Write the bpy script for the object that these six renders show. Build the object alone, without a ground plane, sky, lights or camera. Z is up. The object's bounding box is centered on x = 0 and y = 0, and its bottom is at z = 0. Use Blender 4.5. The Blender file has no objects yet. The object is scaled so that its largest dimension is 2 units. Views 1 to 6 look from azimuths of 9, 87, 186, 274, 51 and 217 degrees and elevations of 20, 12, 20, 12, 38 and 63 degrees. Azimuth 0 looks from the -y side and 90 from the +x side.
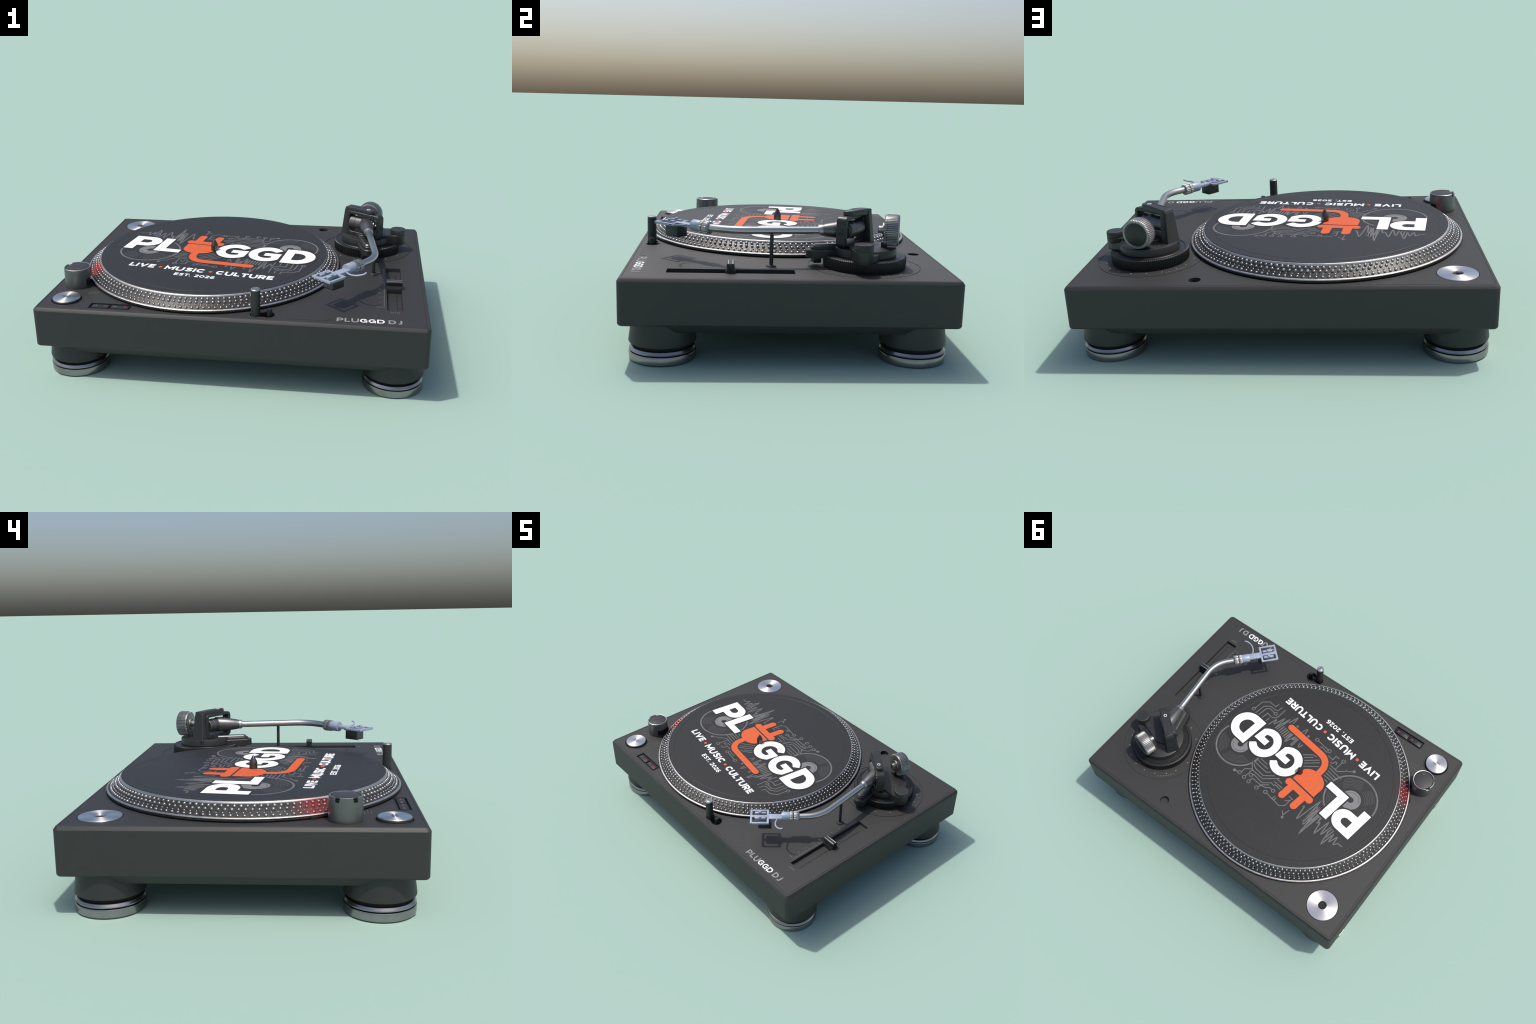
"""A DJ turntable: chassis on four feet, strobe platter with printed slipmat, S-arm and controls."""
import bpy, bmesh, math, random
from math import sin, cos, pi, radians, hypot, atan2
from mathutils import Vector, Matrix

rng = random.Random(7)
scene = bpy.context.scene
coll = scene.collection

# ------------------------------------------------------------------ materials
def lin(r, g, b):
    f = lambda v: (v / 255 / 12.92) if v / 255 <= .04045 else ((v / 255 + .055) / 1.055) ** 2.4
    return (f(r), f(g), f(b), 1)


def material(name, color, rough=.5, metal=0.0, grain=0.0, grain_scale=60, bump=0.0, bump_scale=300,
             rough_var=0.0, spec=.5, coat=0.0, aniso=0.0, glow=None):
    m = bpy.data.materials.new(name)
    m.use_nodes = True
    nt = m.node_tree
    b = nt.nodes["Principled BSDF"]
    b.inputs["Base Color"].default_value = color
    b.inputs["Roughness"].default_value = rough
    b.inputs["Metallic"].default_value = metal
    b.inputs["Specular IOR Level"].default_value = spec
    b.inputs["Coat Weight"].default_value = coat
    if grain or rough_var or bump:
        tc = nt.nodes.new("ShaderNodeTexCoord")
    if grain or rough_var:
        n = nt.nodes.new("ShaderNodeTexNoise")
        n.inputs["Scale"].default_value = grain_scale
        n.inputs["Detail"].default_value = 5
        nt.links.new(tc.outputs["Object"], n.inputs["Vector"])
    if grain:
        r = nt.nodes.new("ShaderNodeValToRGB")
        r.color_ramp.elements[0].position, r.color_ramp.elements[1].position = .3, .7
        r.color_ramp.elements[0].color = [c * (1 - grain) for c in color[:3]] + [1]
        r.color_ramp.elements[1].color = [c * (1 + grain) for c in color[:3]] + [1]
        nt.links.new(n.outputs["Fac"], r.inputs["Fac"])
        nt.links.new(r.outputs["Color"], b.inputs["Base Color"])
    if rough_var:
        mr = nt.nodes.new("ShaderNodeMapRange")
        mr.inputs["To Min"].default_value, mr.inputs["To Max"].default_value = rough - rough_var, rough + rough_var
        nt.links.new(n.outputs["Fac"], mr.inputs["Value"])
        nt.links.new(mr.outputs["Result"], b.inputs["Roughness"])
    if bump:
        n2 = nt.nodes.new("ShaderNodeTexNoise")
        n2.inputs["Scale"].default_value = bump_scale
        nt.links.new(tc.outputs["Object"], n2.inputs["Vector"])
        bp = nt.nodes.new("ShaderNodeBump")
        bp.inputs["Strength"].default_value = bump
        bp.inputs["Distance"].default_value = .002
        nt.links.new(n2.outputs["Fac"], bp.inputs["Height"])
        nt.links.new(bp.outputs["Normal"], b.inputs["Normal"])
    if aniso:
        b.inputs["Anisotropic"].default_value = aniso
        b.inputs["Anisotropic Rotation"].default_value = .25
        t = nt.nodes.new("ShaderNodeTangent")
        t.direction_type, t.axis = "RADIAL", "Z"
        nt.links.new(t.outputs["Tangent"], b.inputs["Tangent"])
    if glow:        # strobe lamp's red light painted into base colour: (centre x, y, z in object space, radius, strength)
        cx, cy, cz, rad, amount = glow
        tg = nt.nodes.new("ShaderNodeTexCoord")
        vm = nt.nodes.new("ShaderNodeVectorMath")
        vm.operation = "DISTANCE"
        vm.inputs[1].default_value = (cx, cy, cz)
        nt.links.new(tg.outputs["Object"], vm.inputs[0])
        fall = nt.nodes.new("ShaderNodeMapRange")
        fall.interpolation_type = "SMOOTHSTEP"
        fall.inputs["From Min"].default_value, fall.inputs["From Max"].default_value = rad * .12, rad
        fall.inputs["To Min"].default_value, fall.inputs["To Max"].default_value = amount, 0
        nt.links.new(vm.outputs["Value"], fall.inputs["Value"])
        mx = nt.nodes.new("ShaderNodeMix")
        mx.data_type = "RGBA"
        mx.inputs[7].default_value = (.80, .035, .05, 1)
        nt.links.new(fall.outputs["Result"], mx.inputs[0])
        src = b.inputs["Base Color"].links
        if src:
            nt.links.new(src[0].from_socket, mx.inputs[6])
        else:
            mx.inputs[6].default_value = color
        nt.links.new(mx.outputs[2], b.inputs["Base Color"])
    return m


M_DECK = material("deck_paint", (.0185, .0184, .0178, 1), .59, grain=.05, grain_scale=180, rough_var=.03, bump=.05, bump_scale=500, spec=.62)
M_FOOTCUP = material("foot_plastic", (.020, .021, .0205, 1), .5, grain=.05)
M_BLACK = material("black_plastic", (.012, .013, .014, 1), .45, rough_var=.05)
M_VOID = material("black_recess", (.004, .004, .005, 1), .8)
M_ARMDARK = material("arm_base_plastic", (.020, .021, .021, 1), .43, grain=.08, grain_scale=80, rough_var=.05)
M_KNURL = material("knurled_plastic", (.008, .008, .008, 1), .42, grain=.12, grain_scale=90)
M_GUNMETAL = material("gunmetal", (.15, .147, .145, 1), .40, .85, rough_var=.05, grain=.06)
M_WEIGHT = material("weight_steel", (.30, .295, .29, 1), .40, .95, rough_var=.05, grain=.08)
M_CHROME = material("polished_steel", (.50, .485, .47, 1), .31, 1.0)
M_STEEL = material("satin_steel", (.42, .415, .41, 1), .38, .97, rough_var=.04, grain=.06, grain_scale=40)
M_FOOTRING = material("foot_steel", (.32, .305, .31, 1), .24, .97, rough_var=.06, grain=.12, grain_scale=14)
M_SPINDLE = material("spindle_steel", (.11, .095, .09, 1), .3, .9, rough_var=.04)
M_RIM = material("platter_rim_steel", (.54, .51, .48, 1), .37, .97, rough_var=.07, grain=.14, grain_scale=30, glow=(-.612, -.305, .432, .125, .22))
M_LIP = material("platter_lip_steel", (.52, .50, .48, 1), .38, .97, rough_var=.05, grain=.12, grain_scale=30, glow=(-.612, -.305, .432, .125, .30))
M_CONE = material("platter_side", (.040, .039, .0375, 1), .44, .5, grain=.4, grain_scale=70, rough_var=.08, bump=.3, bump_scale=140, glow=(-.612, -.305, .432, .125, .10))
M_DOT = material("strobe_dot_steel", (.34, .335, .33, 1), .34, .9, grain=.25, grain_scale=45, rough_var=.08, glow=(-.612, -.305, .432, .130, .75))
M_MAT = material("slipmat_felt", (.0180, .0180, .0183, 1), .52, grain=.10, grain_scale=40, rough_var=.05, bump=.06, bump_scale=420, spec=.40)
M_MATEDGE = material("slipmat_edge", (.040, .040, .042, 1), .45, rough_var=.05)
M_HALO = material("print_border", (.0170, .0170, .0173, 1), .52, grain=.08, grain_scale=40, rough_var=.05, spec=.40)
M_WHITE = material("white_print", (.86, .86, .88, 1), .6, grain=.02)
M_ORANGE = material("orange_print", (.575, .092, .019, 1), .6, grain=.04, grain_scale=30)
M_GREYLINE = material("grey_print", (.115, .115, .114, 1), .6, grain=.15, grain_scale=50)
M_FINELINE = material("fine_grey_print", (.062, .062, .063, 1), .6)
M_LABELGREY = material("grey_label_print", (.165, .165, .168, 1), .6, grain=.05)
M_DECKGREY = material("deck_grey_print", (.24, .24, .245, 1), .55)
M_DECKWHITE = material("deck_white_print", (.75, .75, .76, 1), .55)
M_DECKFAINT = material("deck_faint_print", (.12, .118, .112, 1), .6)
M_GREEN = material("green_mark", (.10, .22, .05, 1), .5)
M_SHELL = material("headshell_paint", (.30, .345, .43, 1), .42, .1, rough_var=.04)
M_CART = material("cartridge_plastic", (.022, .027, .029, 1), .45)
M_CARTFACE = material("cartridge_face", (.075, .085, .10, 1), .45)
M_BRUSHED = material("brushed_aluminium", (.72, .705, .69, 1), .38, 1.0, aniso=.85)
M_PILLAR = material("pillar_metal", (.15, .156, .154, 1), .42, .75, rough_var=.04)
M_PILLARCAP = material("pillar_cap", (.030, .030, .032, 1), .5, grain=.05)
M_RED = material("red_mark", (.30, .022, .035, 1), .45)

# ------------------------------------------------------------------ mesh helpers
ROOT = bpy.data.objects.new("turntable", None)
coll.objects.link(ROOT)
ROOT["label"] = "black DJ turntable with steel platter and printed slipmat"
ROOT["category"] = "turntable"


def finish(bm, name, mat, parent=ROOT, at=(0, 0, 0), angle=35, kind=None, flat=False):
    if flat:        # printed strokes: separate faces, tops facing up
        bm.normal_update()
        bmesh.ops.reverse_faces(bm, faces=[f for f in bm.faces if f.normal.z < -.5])
    else:
        bmesh.ops.remove_doubles(bm, verts=bm.verts, dist=1e-6)
        bmesh.ops.recalc_face_normals(bm, faces=bm.faces)
    me = bpy.data.meshes.new(name)
    bm.to_mesh(me)
    bm.free()
    return from_mesh(me, name, mat, parent, at, angle, kind, flat)


def from_mesh(me, name, mat, parent=ROOT, at=(0, 0, 0), angle=35, kind=None, flat=False):
    if not me.materials:
        me.materials.append(mat)
        if flat:
            me.shade_flat()
        else:
            me.shade_smooth()
            me.set_sharp_from_angle(angle=radians(angle))
    ob = bpy.data.objects.new(name, me)
    coll.objects.link(ob)
    ob.location = at
    ob.parent = parent
    if kind:
        ob["kind"] = kind
    return ob


def lathe_bm(profile, n=64, bm=None, at=(0, 0, 0), knurl=None):
    """Turn a profile of (radius, z) about z; knurl(i, k, r) may vary the radius."""
    bm = bm or bmesh.new()
    rings = []
    for k, (r, z) in enumerate(profile):
        if r < 1e-7:
            rings.append([bm.verts.new((at[0], at[1], at[2] + z))])
        else:
            rings.append([bm.verts.new((at[0] + (knurl(i, k, r) if knurl else r) * cos(2 * pi * i / n),
                                        at[1] + (knurl(i, k, r) if knurl else r) * sin(2 * pi * i / n), at[2] + z)) for i in range(n)])
    for a, b in zip(rings, rings[1:]):
        for i in range(n):
            j = (i + 1) % n
            if len(a) == 1 and len(b) == 1:
                continue
            if len(a) == 1:
                bm.faces.new((a[0], b[i], b[j]))
            elif len(b) == 1:
                bm.faces.new((a[i], a[j], b[0]))
            else:
                bm.faces.new((a[i], a[j], b[j], b[i]))
    for ring, flip in ((rings[0], True), (rings[-1], False)):
        if len(ring) > 1 and profile[0] != profile[-1]:
            bm.faces.new(ring[::-1] if flip else ring)
    return bm


def lathe(profile, name, mat, parent=ROOT, at=(0, 0, 0), n=64, angle=35, knurl=None):
    return finish(lathe_bm(profile, n, knurl=knurl), name, mat, parent, at, angle)


def arc(cx, cy, rx, ry, a0, a1, n=16):
    return [(cx + rx * cos(radians(a0 + (a1 - a0) * i / n)), cy + ry * sin(radians(a0 + (a1 - a0) * i / n))) for i in range(n + 1)]


def rounded_rect(x0, x1, y0, y1, r, n=6):
    return (arc(x1 - r, y1 - r, r, r, 0, 90, n) + arc(x0 + r, y1 - r, r, r, 90, 180, n)
            + arc(x0 + r, y0 + r, r, r, 180, 270, n) + arc(x1 - r, y0 + r, r, r, 270, 360, n))


def loft_bm(loops, caps=(True, True), bm=None):
    """Join a stack of equally long closed loops of 3D points."""
    bm = bm or bmesh.new()
    vs = [[bm.verts.new(p) for p in lp] for lp in loops]
    n = len(vs[0])
    for a, b in zip(vs, vs[1:]):
        for i in range(n):
            j = (i + 1) % n
            bm.faces.new((a[i], a[j], b[j], b[i]))
    if caps[0]:
        bm.faces.new(vs[0][::-1])
    if caps[1]:
        bm.faces.new(vs[-1])
    return bm


def rr_loft(half, r, levels, at=(0, 0), n=6, squeeze=True):
    """Rounded-rectangle stack: levels of (z, inset)."""
    hx, hy = half
    loops = []
    for z, ins in levels:
        rr = max(r - ins, .0015) if squeeze else r
        loops.append([(at[0] + x, at[1] + y, z) for x, y in rounded_rect(-hx + ins, hx - ins, -hy + ins, hy - ins, rr, n)])
    return loops


def area(poly):
    return sum(a[0] * b[1] - b[0] * a[1] for a, b in zip(poly, poly[1:] + poly[:1])) / 2


def offset_poly(poly, d):
    """Move a closed outline outward by d (mitred)."""
    if area(poly) < 0:
        poly = poly[::-1]
    out, n = [], len(poly)
    for i in range(n):
        p, a, b = Vector(poly[i]), Vector(poly[i - 1]), Vector(poly[(i + 1) % n])
        u, v = (p - a), (b - p)
        if u.length < 1e-9 or v.length < 1e-9:
            continue
        u.normalize(); v.normalize()
        nu, nv = Vector((u.y, -u.x)), Vector((v.y, -v.x))
        m = nu + nv
        if m.length < 1e-6:
            m = nu
        m.normalize()
        k = d / max(.45, m.dot(nu))
        out.append((p.x + m.x * k, p.y + m.y * k))
    return out


def prism(poly, z0, z1, name, mat, parent=ROOT, bevel=0.0, holes=(), xf=None, angle=35, at=(0, 0, 0), kind=None):
    """Extrude an outline (with holes) from z0 to z1 with a small chamfer on top."""
    xf = xf or (lambda x, y: (x, y))
    bm = bmesh.new()

    def dedupe(pl):
        out = []
        for p in pl:
            if not out or hypot(p[0] - out[-1][0], p[1] - out[-1][1]) > 1e-5:
                out.append(p)
        if hypot(out[0][0] - out[-1][0], out[0][1] - out[-1][1]) < 1e-5:
            out.pop()
        return out
    outer = dedupe(poly if area(poly) > 0 else poly[::-1])
    inner = [dedupe(h if area(h) < 0 else h[::-1]) for h in holes]
    top_edges = []
    for lp, is_hole in [(outer, False)] + [(h, True) for h in inner]:
        levels = [(lp, z0)]
        if bevel:
            levels.append((lp, z1 - bevel))
            off = offset_poly(lp, bevel if is_hole else -bevel)
            if is_hole:
                off = off[::-1]
            if len(off) != len(lp):
                off = lp
            levels.append((off, z1))
        else:
            levels.append((lp, z1))
        vs = [[bm.verts.new((*xf(*p), z)) for p in l] for l, z in levels]
        n = len(lp)
        for a, b in zip(vs, vs[1:]):
            for i in range(n):
                j = (i + 1) % n
                bm.faces.new((a[i], a[j], b[j], b[i]))
        top_edges += [bm.edges.get((vs[-1][i], vs[-1][(i + 1) % n])) for i in range(n)]
    bmesh.ops.triangle_fill(bm, use_beauty=True, use_dissolve=False, edges=top_edges)
    return finish(bm, name, mat, parent, at, angle, kind)


def ribbon_bm(pts, width, z0, z1, bm=None, closed=False, cap=False, xf=None):
    """A flat raised stroke along a polyline with mitred corners (and round ends if cap)."""
    bm = bm or bmesh.new()
    xf = xf or (lambda x, y: (x, y))
    P = []
    for p in pts:
        v = Vector(p)
        if not P or (v - P[-1]).length > 1e-6:
            P.append(v)
    if closed and (P[0] - P[-1]).length < 1e-6:
        P.pop()
    n, h = len(P), width / 2
    left, right = [], []
    for i in range(n):
        d0 = (P[i] - P[i - 1]) if (i > 0 or closed) else (P[1] - P[0])
        d1 = (P[(i + 1) % n] - P[i]) if (i < n - 1 or closed) else d0
        d0, d1 = d0.normalized(), d1.normalized()
        n0, n1 = Vector((-d0.y, d0.x)), Vector((-d1.y, d1.x))
        m = n0 + n1
        m = n0 if m.length < 1e-4 else m.normalized()
        k = h / max(.38, m.dot(n0))
        left.append(P[i] + m * k)
        right.append(P[i] - m * k)
    if cap and not closed:
        d = (P[0] - P[1]).normalized()
        a0 = math.degrees(atan2(d.y, d.x))
        capA = [Vector(q) for q in arc(P[0].x, P[0].y, h, h, a0 - 90, a0 + 90, 8)]
        d = (P[-1] - P[-2]).normalized()
        a1 = math.degrees(atan2(d.y, d.x))
        capB = [Vector(q) for q in arc(P[-1].x, P[-1].y, h, h, a1 - 90, a1 + 90, 8)]
        for c in (capA, capB):
            f = [bm.verts.new((*xf(*q), z1)) for q in c]
            g = [bm.verts.new((*xf(*q), z0)) for q in c]
            bm.faces.new(f)
            for i in range(len(f) - 1):
                bm.faces.new((g[i], g[i + 1], f[i + 1], f[i]))
    T = [(bm.verts.new((*xf(*a), z1)), bm.verts.new((*xf(*b), z1))) for a, b in zip(left, right)]
    B = [(bm.verts.new((*xf(*a), z0)), bm.verts.new((*xf(*b), z0))) for a, b in zip(left, right)]
    for i in range(n if closed else n - 1):
        j = (i + 1) % n
        bm.faces.new((T[i][0], T[i][1], T[j][1], T[j][0]))
        bm.faces.new((B[i][0], T[i][0], T[j][0], B[j][0]))
        bm.faces.new((B[i][1], B[j][1], T[j][1], T[i][1]))
    if not closed:
        bm.faces.new((B[0][0], B[0][1], T[0][1], T[0][0]))
        bm.faces.new((B[-1][0], T[-1][0], T[-1][1], B[-1][1]))
    return bm


def disc_bm(bm, cx, cy, r, z0, z1, xf=None, n=20):
    xf = xf or (lambda x, y: (x, y))
    pts = arc(cx, cy, r, r, 0, 360, n)[:-1]
    a = [bm.verts.new((*xf(*p), z0)) for p in pts]
    b = [bm.verts.new((*xf(*p), z1)) for p in pts]
    bm.faces.new(b)
    for i in range(n):
        bm.faces.new((a[i], a[(i + 1) % n], b[(i + 1) % n], b[i]))
    return bm


def tube_bm(path, radius, n=20, bm=None, caps=True):
    """Sweep circles along a 3D path; radius is a number or one per point."""
    path = [Vector(p) for p in path]
    rad = radius if isinstance(radius, (list, tuple)) else [radius] * len(path)
    loops, up = [], Vector((0, 0, 1))
    for i, p in enumerate(path):
        t = (path[min(i + 1, len(path) - 1)] - path[max(i - 1, 0)]).normalized()
        if abs(t.z) > .95:
            up = Vector((0, 1, 0))
        s = t.cross(up).normalized()
        u = s.cross(t)
        loops.append([tuple(p + (s * cos(2 * pi * k / n) + u * sin(2 * pi * k / n)) * rad[i]) for k in range(n)])
    return loft_bm(loops, (caps, caps), bm)


def axis_lathe(profile, origin, direction, name, mat, parent, n=48, knurl=None, angle=35):
    """Turned part whose axis points along a direction; profile is (radius, distance)."""
    bm = lathe_bm(profile, n, knurl=knurl)
    q = Vector((0, 0, 1)).rotation_difference(Vector(direction).normalized())
    bmesh.ops.transform(bm, matrix=Matrix.Translation(Vector(origin)) @ q.to_matrix().to_4x4(), verts=bm.verts)
    return finish(bm, name, mat, parent, angle=angle)


def box_bm(x0, x1, y0, y1, z0, z1, bevel=0.0, bm=None, seg=2):
    b = bmesh.new()
    bmesh.ops.create_cube(b, size=1)
    bmesh.ops.transform(b, verts=b.verts, matrix=Matrix.Translation(((x0 + x1) / 2, (y0 + y1) / 2, (z0 + z1) / 2)) @ Matrix.Diagonal((x1 - x0, y1 - y0, z1 - z0, 1)))
    if bevel:
        bmesh.ops.bevel(b, geom=b.edges[:], offset=bevel, segments=seg, affect="EDGES", profile=.5)
    if bm is None:
        return b
    me = bpy.data.meshes.new("tmp")
    b.to_mesh(me); b.free()
    bm.from_mesh(me)
    bpy.data.meshes.remove(me)
    return bm


def box(x0, x1, y0, y1, z0, z1, name, mat, parent=ROOT, bevel=0.0, m=None):
    bm = box_bm(x0, x1, y0, y1, z0, z1, bevel)
    if m is not None:
        bmesh.ops.transform(bm, matrix=m, verts=bm.verts)
    return finish(bm, name, mat, parent)


def group(name, parent=ROOT):
    e = bpy.data.objects.new(name, None)
    coll.objects.link(e)
    e.parent = parent
    return e


# ------------------------------------------------------------------ chassis
TOP = .400          # deck height
BOT = .1845          # lower edge of the side walls
START = (-.862, -.631)
ADAPT = (-.830, .607)
ARM = (.676, .364)
HOLE = (.392, .669)
PX = -.200          # platter centre x (y = 0)

chassis_bm = loft_bm(rr_loft((1.0, .7635), .026, [
    (BOT, .012), (BOT + .003, .005), (BOT + .010, 0), (TOP - .0150, 0), (TOP - .0138, .0007), (TOP - .0012, .0103), (TOP, .0118),
    (TOP, .0185), (TOP - .0015, .0195), (TOP - .0015, .0215), (TOP, .0225)], n=8))
chassis = finish(chassis_bm, "chassis", M_DECK, angle=25)


def cutter(bm):
    bmesh.ops.recalc_face_normals(bm, faces=bm.faces)
    me = bpy.data.meshes.new("cut")
    bm.to_mesh(me); bm.free()
    ob = bpy.data.objects.new("cut", me)
    coll.objects.link(ob)
    return ob


def poly_cutter(poly, z0, z1=.5):
    return cutter(loft_bm([[(x, y, z0) for x, y in poly], [(x, y, z1) for x, y in poly]]))


def circle(cx, cy, r, n=48):
    return arc(cx, cy, r, r, 0, 360, n)[:-1]


SLOT = (.792, .872, -.560, .022)
# the pop-up target light sits in a keyhole: a round well, a neck and a larger round well
KEY_A, KEY_B = (.1465, -.6905, .0295), (.2085, -.686, .0335)
neck = [(.1465, -.711), (.205, -.7145), (.205, -.665), (.1465, -.670)]
cuts = [
    poly_cutter(circle(*HOLE, .0295), TOP - .024),
    poly_cutter(rounded_rect(*SLOT, .002, 2), TOP - .024),
    poly_cutter(circle(*START, .0815, 64), TOP - .014),
    poly_cutter(circle(*ADAPT, .0985, 64), TOP - .008),
    poly_cutter(rounded_rect(-.713, -.500, -.719, -.662, .002, 2), TOP - .011),
    poly_cutter(circle(*KEY_A, 40), TOP - .03),
    poly_cutter(circle(*KEY_B, 40), TOP - .0302),
    poly_cutter(neck, TOP - .0299),
    poly_cutter(circle(PX, 0, .729, 128), TOP - .004),
]
# fine ring groove around the arm base
ring = bmesh.new()
lathe_bm([(.2620, TOP - .0025), (.2662, TOP - .0025), (.2662, TOP + .01), (.2620, TOP + .01), (.2620, TOP - .0025)], 128, ring, (ARM[0], ARM[1], 0))
cuts.append(cutter(ring))
for c in cuts:
    md = chassis.modifiers.new("cut", "BOOLEAN")
    md.operation, md.solver, md.object = "DIFFERENCE", "EXACT", c
dg = bpy.context.evaluated_depsgraph_get()
me = bpy.data.meshes.new_from_object(chassis.evaluated_get(dg))
chassis.modifiers.clear()
old = chassis.data
chassis.data = me
me.name = "chassis"
bpy.data.meshes.remove(old)
for c in cuts:
    m_ = c.data
    bpy.data.objects.remove(c)
    bpy.data.meshes.remove(m_)
me.shade_smooth()
me.set_sharp_from_angle(angle=radians(25))

# shallow pan under the body, with large corner radii that leave room for the feet
finish(loft_bm(rr_loft((.987, .7505), .24, [(.1490, .024), (.1520, .0195), (BOT + .001, 0)], n=16)), "bottom_pan", M_DECK, chassis)

# ------------------------------------------------------------------ feet
foot_cup = [(0, .079), (.120, .079), (.150, .0790), (.1545, .0815), (.1548, .085), (.1475, .140), (.1455, .165), (.1455, BOT + .001), (0, BOT + .001)]
foot_ring_low = [(0, 0), (.150, 0), (.1535, .0035), (.1545, .036), (.1530, .0390), (.149, .0398), (0, .0398)]
foot_ring_up = [(0, .0442), (.149, .0442), (.1522, .0452), (.1525, .0495), (.1465, .0605), (.144, .0620), (0, .0620)]
foot_core = [(0, .03), (.1440, .03), (.1440, .046), (.134, .0465), (.134, .0805), (0, .0805)]
shared = {}
for sx, sy in ((-1, -1), (1, -1), (-1, 1), (1, 1)):
    at = (.836 * sx, .578 * sy, 0)
    if not shared:
        f = lathe(foot_cup, "foot", M_FOOTCUP, ROOT, at, 96, 30)
        lo = lathe(foot_ring_low, "foot_pad", M_FOOTRING, f, (0, 0, 0), 96, 30)
        up = lathe(foot_ring_up, "foot_ring", M_FOOTRING, f, (0, 0, 0), 96, 30)
        co = lathe(foot_core, "foot_core", M_VOID, f, (0, 0, 0), 64, 30)
        shared = dict(f=f.data, lo=lo.data, up=up.data, co=co.data)
    else:
        f = from_mesh(shared["f"], "foot", None, ROOT, at)
        for k, nm in (("lo", "foot_pad"), ("up", "foot_ring"), ("co", "foot_core")):
            from_mesh(shared[k], nm, None, f)

# ------------------------------------------------------------------ platter
MZ = .4745          # slipmat top
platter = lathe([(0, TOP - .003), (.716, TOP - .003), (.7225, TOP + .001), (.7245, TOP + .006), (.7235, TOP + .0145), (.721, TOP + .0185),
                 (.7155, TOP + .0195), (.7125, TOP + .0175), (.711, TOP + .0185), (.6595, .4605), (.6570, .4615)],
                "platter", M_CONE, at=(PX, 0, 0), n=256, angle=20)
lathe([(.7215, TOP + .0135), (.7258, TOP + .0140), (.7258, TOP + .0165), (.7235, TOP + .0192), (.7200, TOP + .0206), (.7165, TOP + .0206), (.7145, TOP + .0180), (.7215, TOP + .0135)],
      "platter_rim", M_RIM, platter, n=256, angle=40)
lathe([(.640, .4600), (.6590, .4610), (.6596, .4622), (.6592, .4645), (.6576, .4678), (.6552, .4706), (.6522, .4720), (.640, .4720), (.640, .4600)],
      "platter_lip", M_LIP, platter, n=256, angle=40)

# rows of raised strobe dots on the sloping side
dots = bmesh.new()
slope = atan2(.4605 - (TOP + .0185), .711 - .6595)
nrm = Vector((sin(slope), 0, cos(slope)))
tan_ = Vector((cos(slope), 0, -sin(slope)))
ROWS = [(.12, 150, .0082, 0), (.40, 149, .0082, .2), (.655, 152, .0044, .4), (.865, 151, .0075, .1)]
for t, count, rad, ph in ROWS:
    r = .6595 + t * (.711 - .6595)
    z = .4605 + t * (TOP + .0185 - .4605)
    for i in range(count):
        a = 2 * pi * (i + ph) / count
        k = rad * rng.uniform(.86, 1.1)
        hgt = k * rng.uniform(.75, .95)
        rot = Matrix.Rotation(a, 3, "Z")
        rings = []
        for rr, hh in ((1.0, -.10), (.95, .42), (.62, .84)):
            rings.append([dots.verts.new(rot @ (Vector((r, 0, z)) + (tan_ * cos(2 * pi * q / 8) + Vector((0, 1, 0)) * sin(2 * pi * q / 8)) * k * rr + nrm * hgt * hh)) for q in range(8)])
        tip = dots.verts.new(rot @ (Vector((r, 0, z)) + nrm * hgt))
        for u, v in zip(rings, rings[1:]):
            for q in range(8):
                dots.faces.new((u[q], u[(q + 1) % 8], v[(q + 1) % 8], v[q]))
        for q in range(8):
            dots.faces.new((rings[-1][q], rings[-1][(q + 1) % 8], tip))
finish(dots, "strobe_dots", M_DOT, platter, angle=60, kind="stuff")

# spindle with a bullet tip
lathe([(0, .470), (.0205, .470), (.0205, .505), (.0200, .5085), (.0110, .5285), (.0040, .5410), (.0018, .5435), (0, .544)], "spindle", M_SPINDLE, platter, n=32)

# slipmat: a thin disc with a faint pressed ring near the edge
slipmat = lathe([(0, .4705), (.648, .4705), (.6515, .4715), (.6520, .4728), (.6495, MZ), (.6095, MZ), (.6080, MZ - .0008), (.6055, MZ - .0008), (.6040, MZ), (0, MZ)],
                "slipmat", M_MAT, at=(PX, 0, 0), n=256, angle=20)

# ------------------------------------------------------------------ printed artwork on the mat
def frame(angle):
    c, s = cos(radians(angle)), sin(radians(angle))
    return lambda x, y: (c * x + s * y, -s * x + c * y)


LF = frame(8.05)     # lettering frame
CF = frame(8.65)     # line-art frame
Z0 = MZ - .0006      # print sinks a little into the mat

# --- grey line art
art = bmesh.new()
fine = bmesh.new()
lvl = [0]


def stroke(pts, w=.0072, bm=art, closed=False, cap=True):
    lvl[0] = (lvl[0] + 1) % 9
    ribbon_bm(pts, w, Z0, MZ + .0002 + lvl[0] * .00003, bm, closed, cap, CF)


def pad(x, y, r=.0112, solid=False):
    if solid:
        lvl[0] = (lvl[0] + 1) % 9
        disc_bm(art, x, y, r + .002, Z0, MZ + .00055 + lvl[0] * .00002, CF)
    else:
        stroke(arc(x, y, r, r, 0, 360, 20)[:-1], .0058, closed=True)


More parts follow.
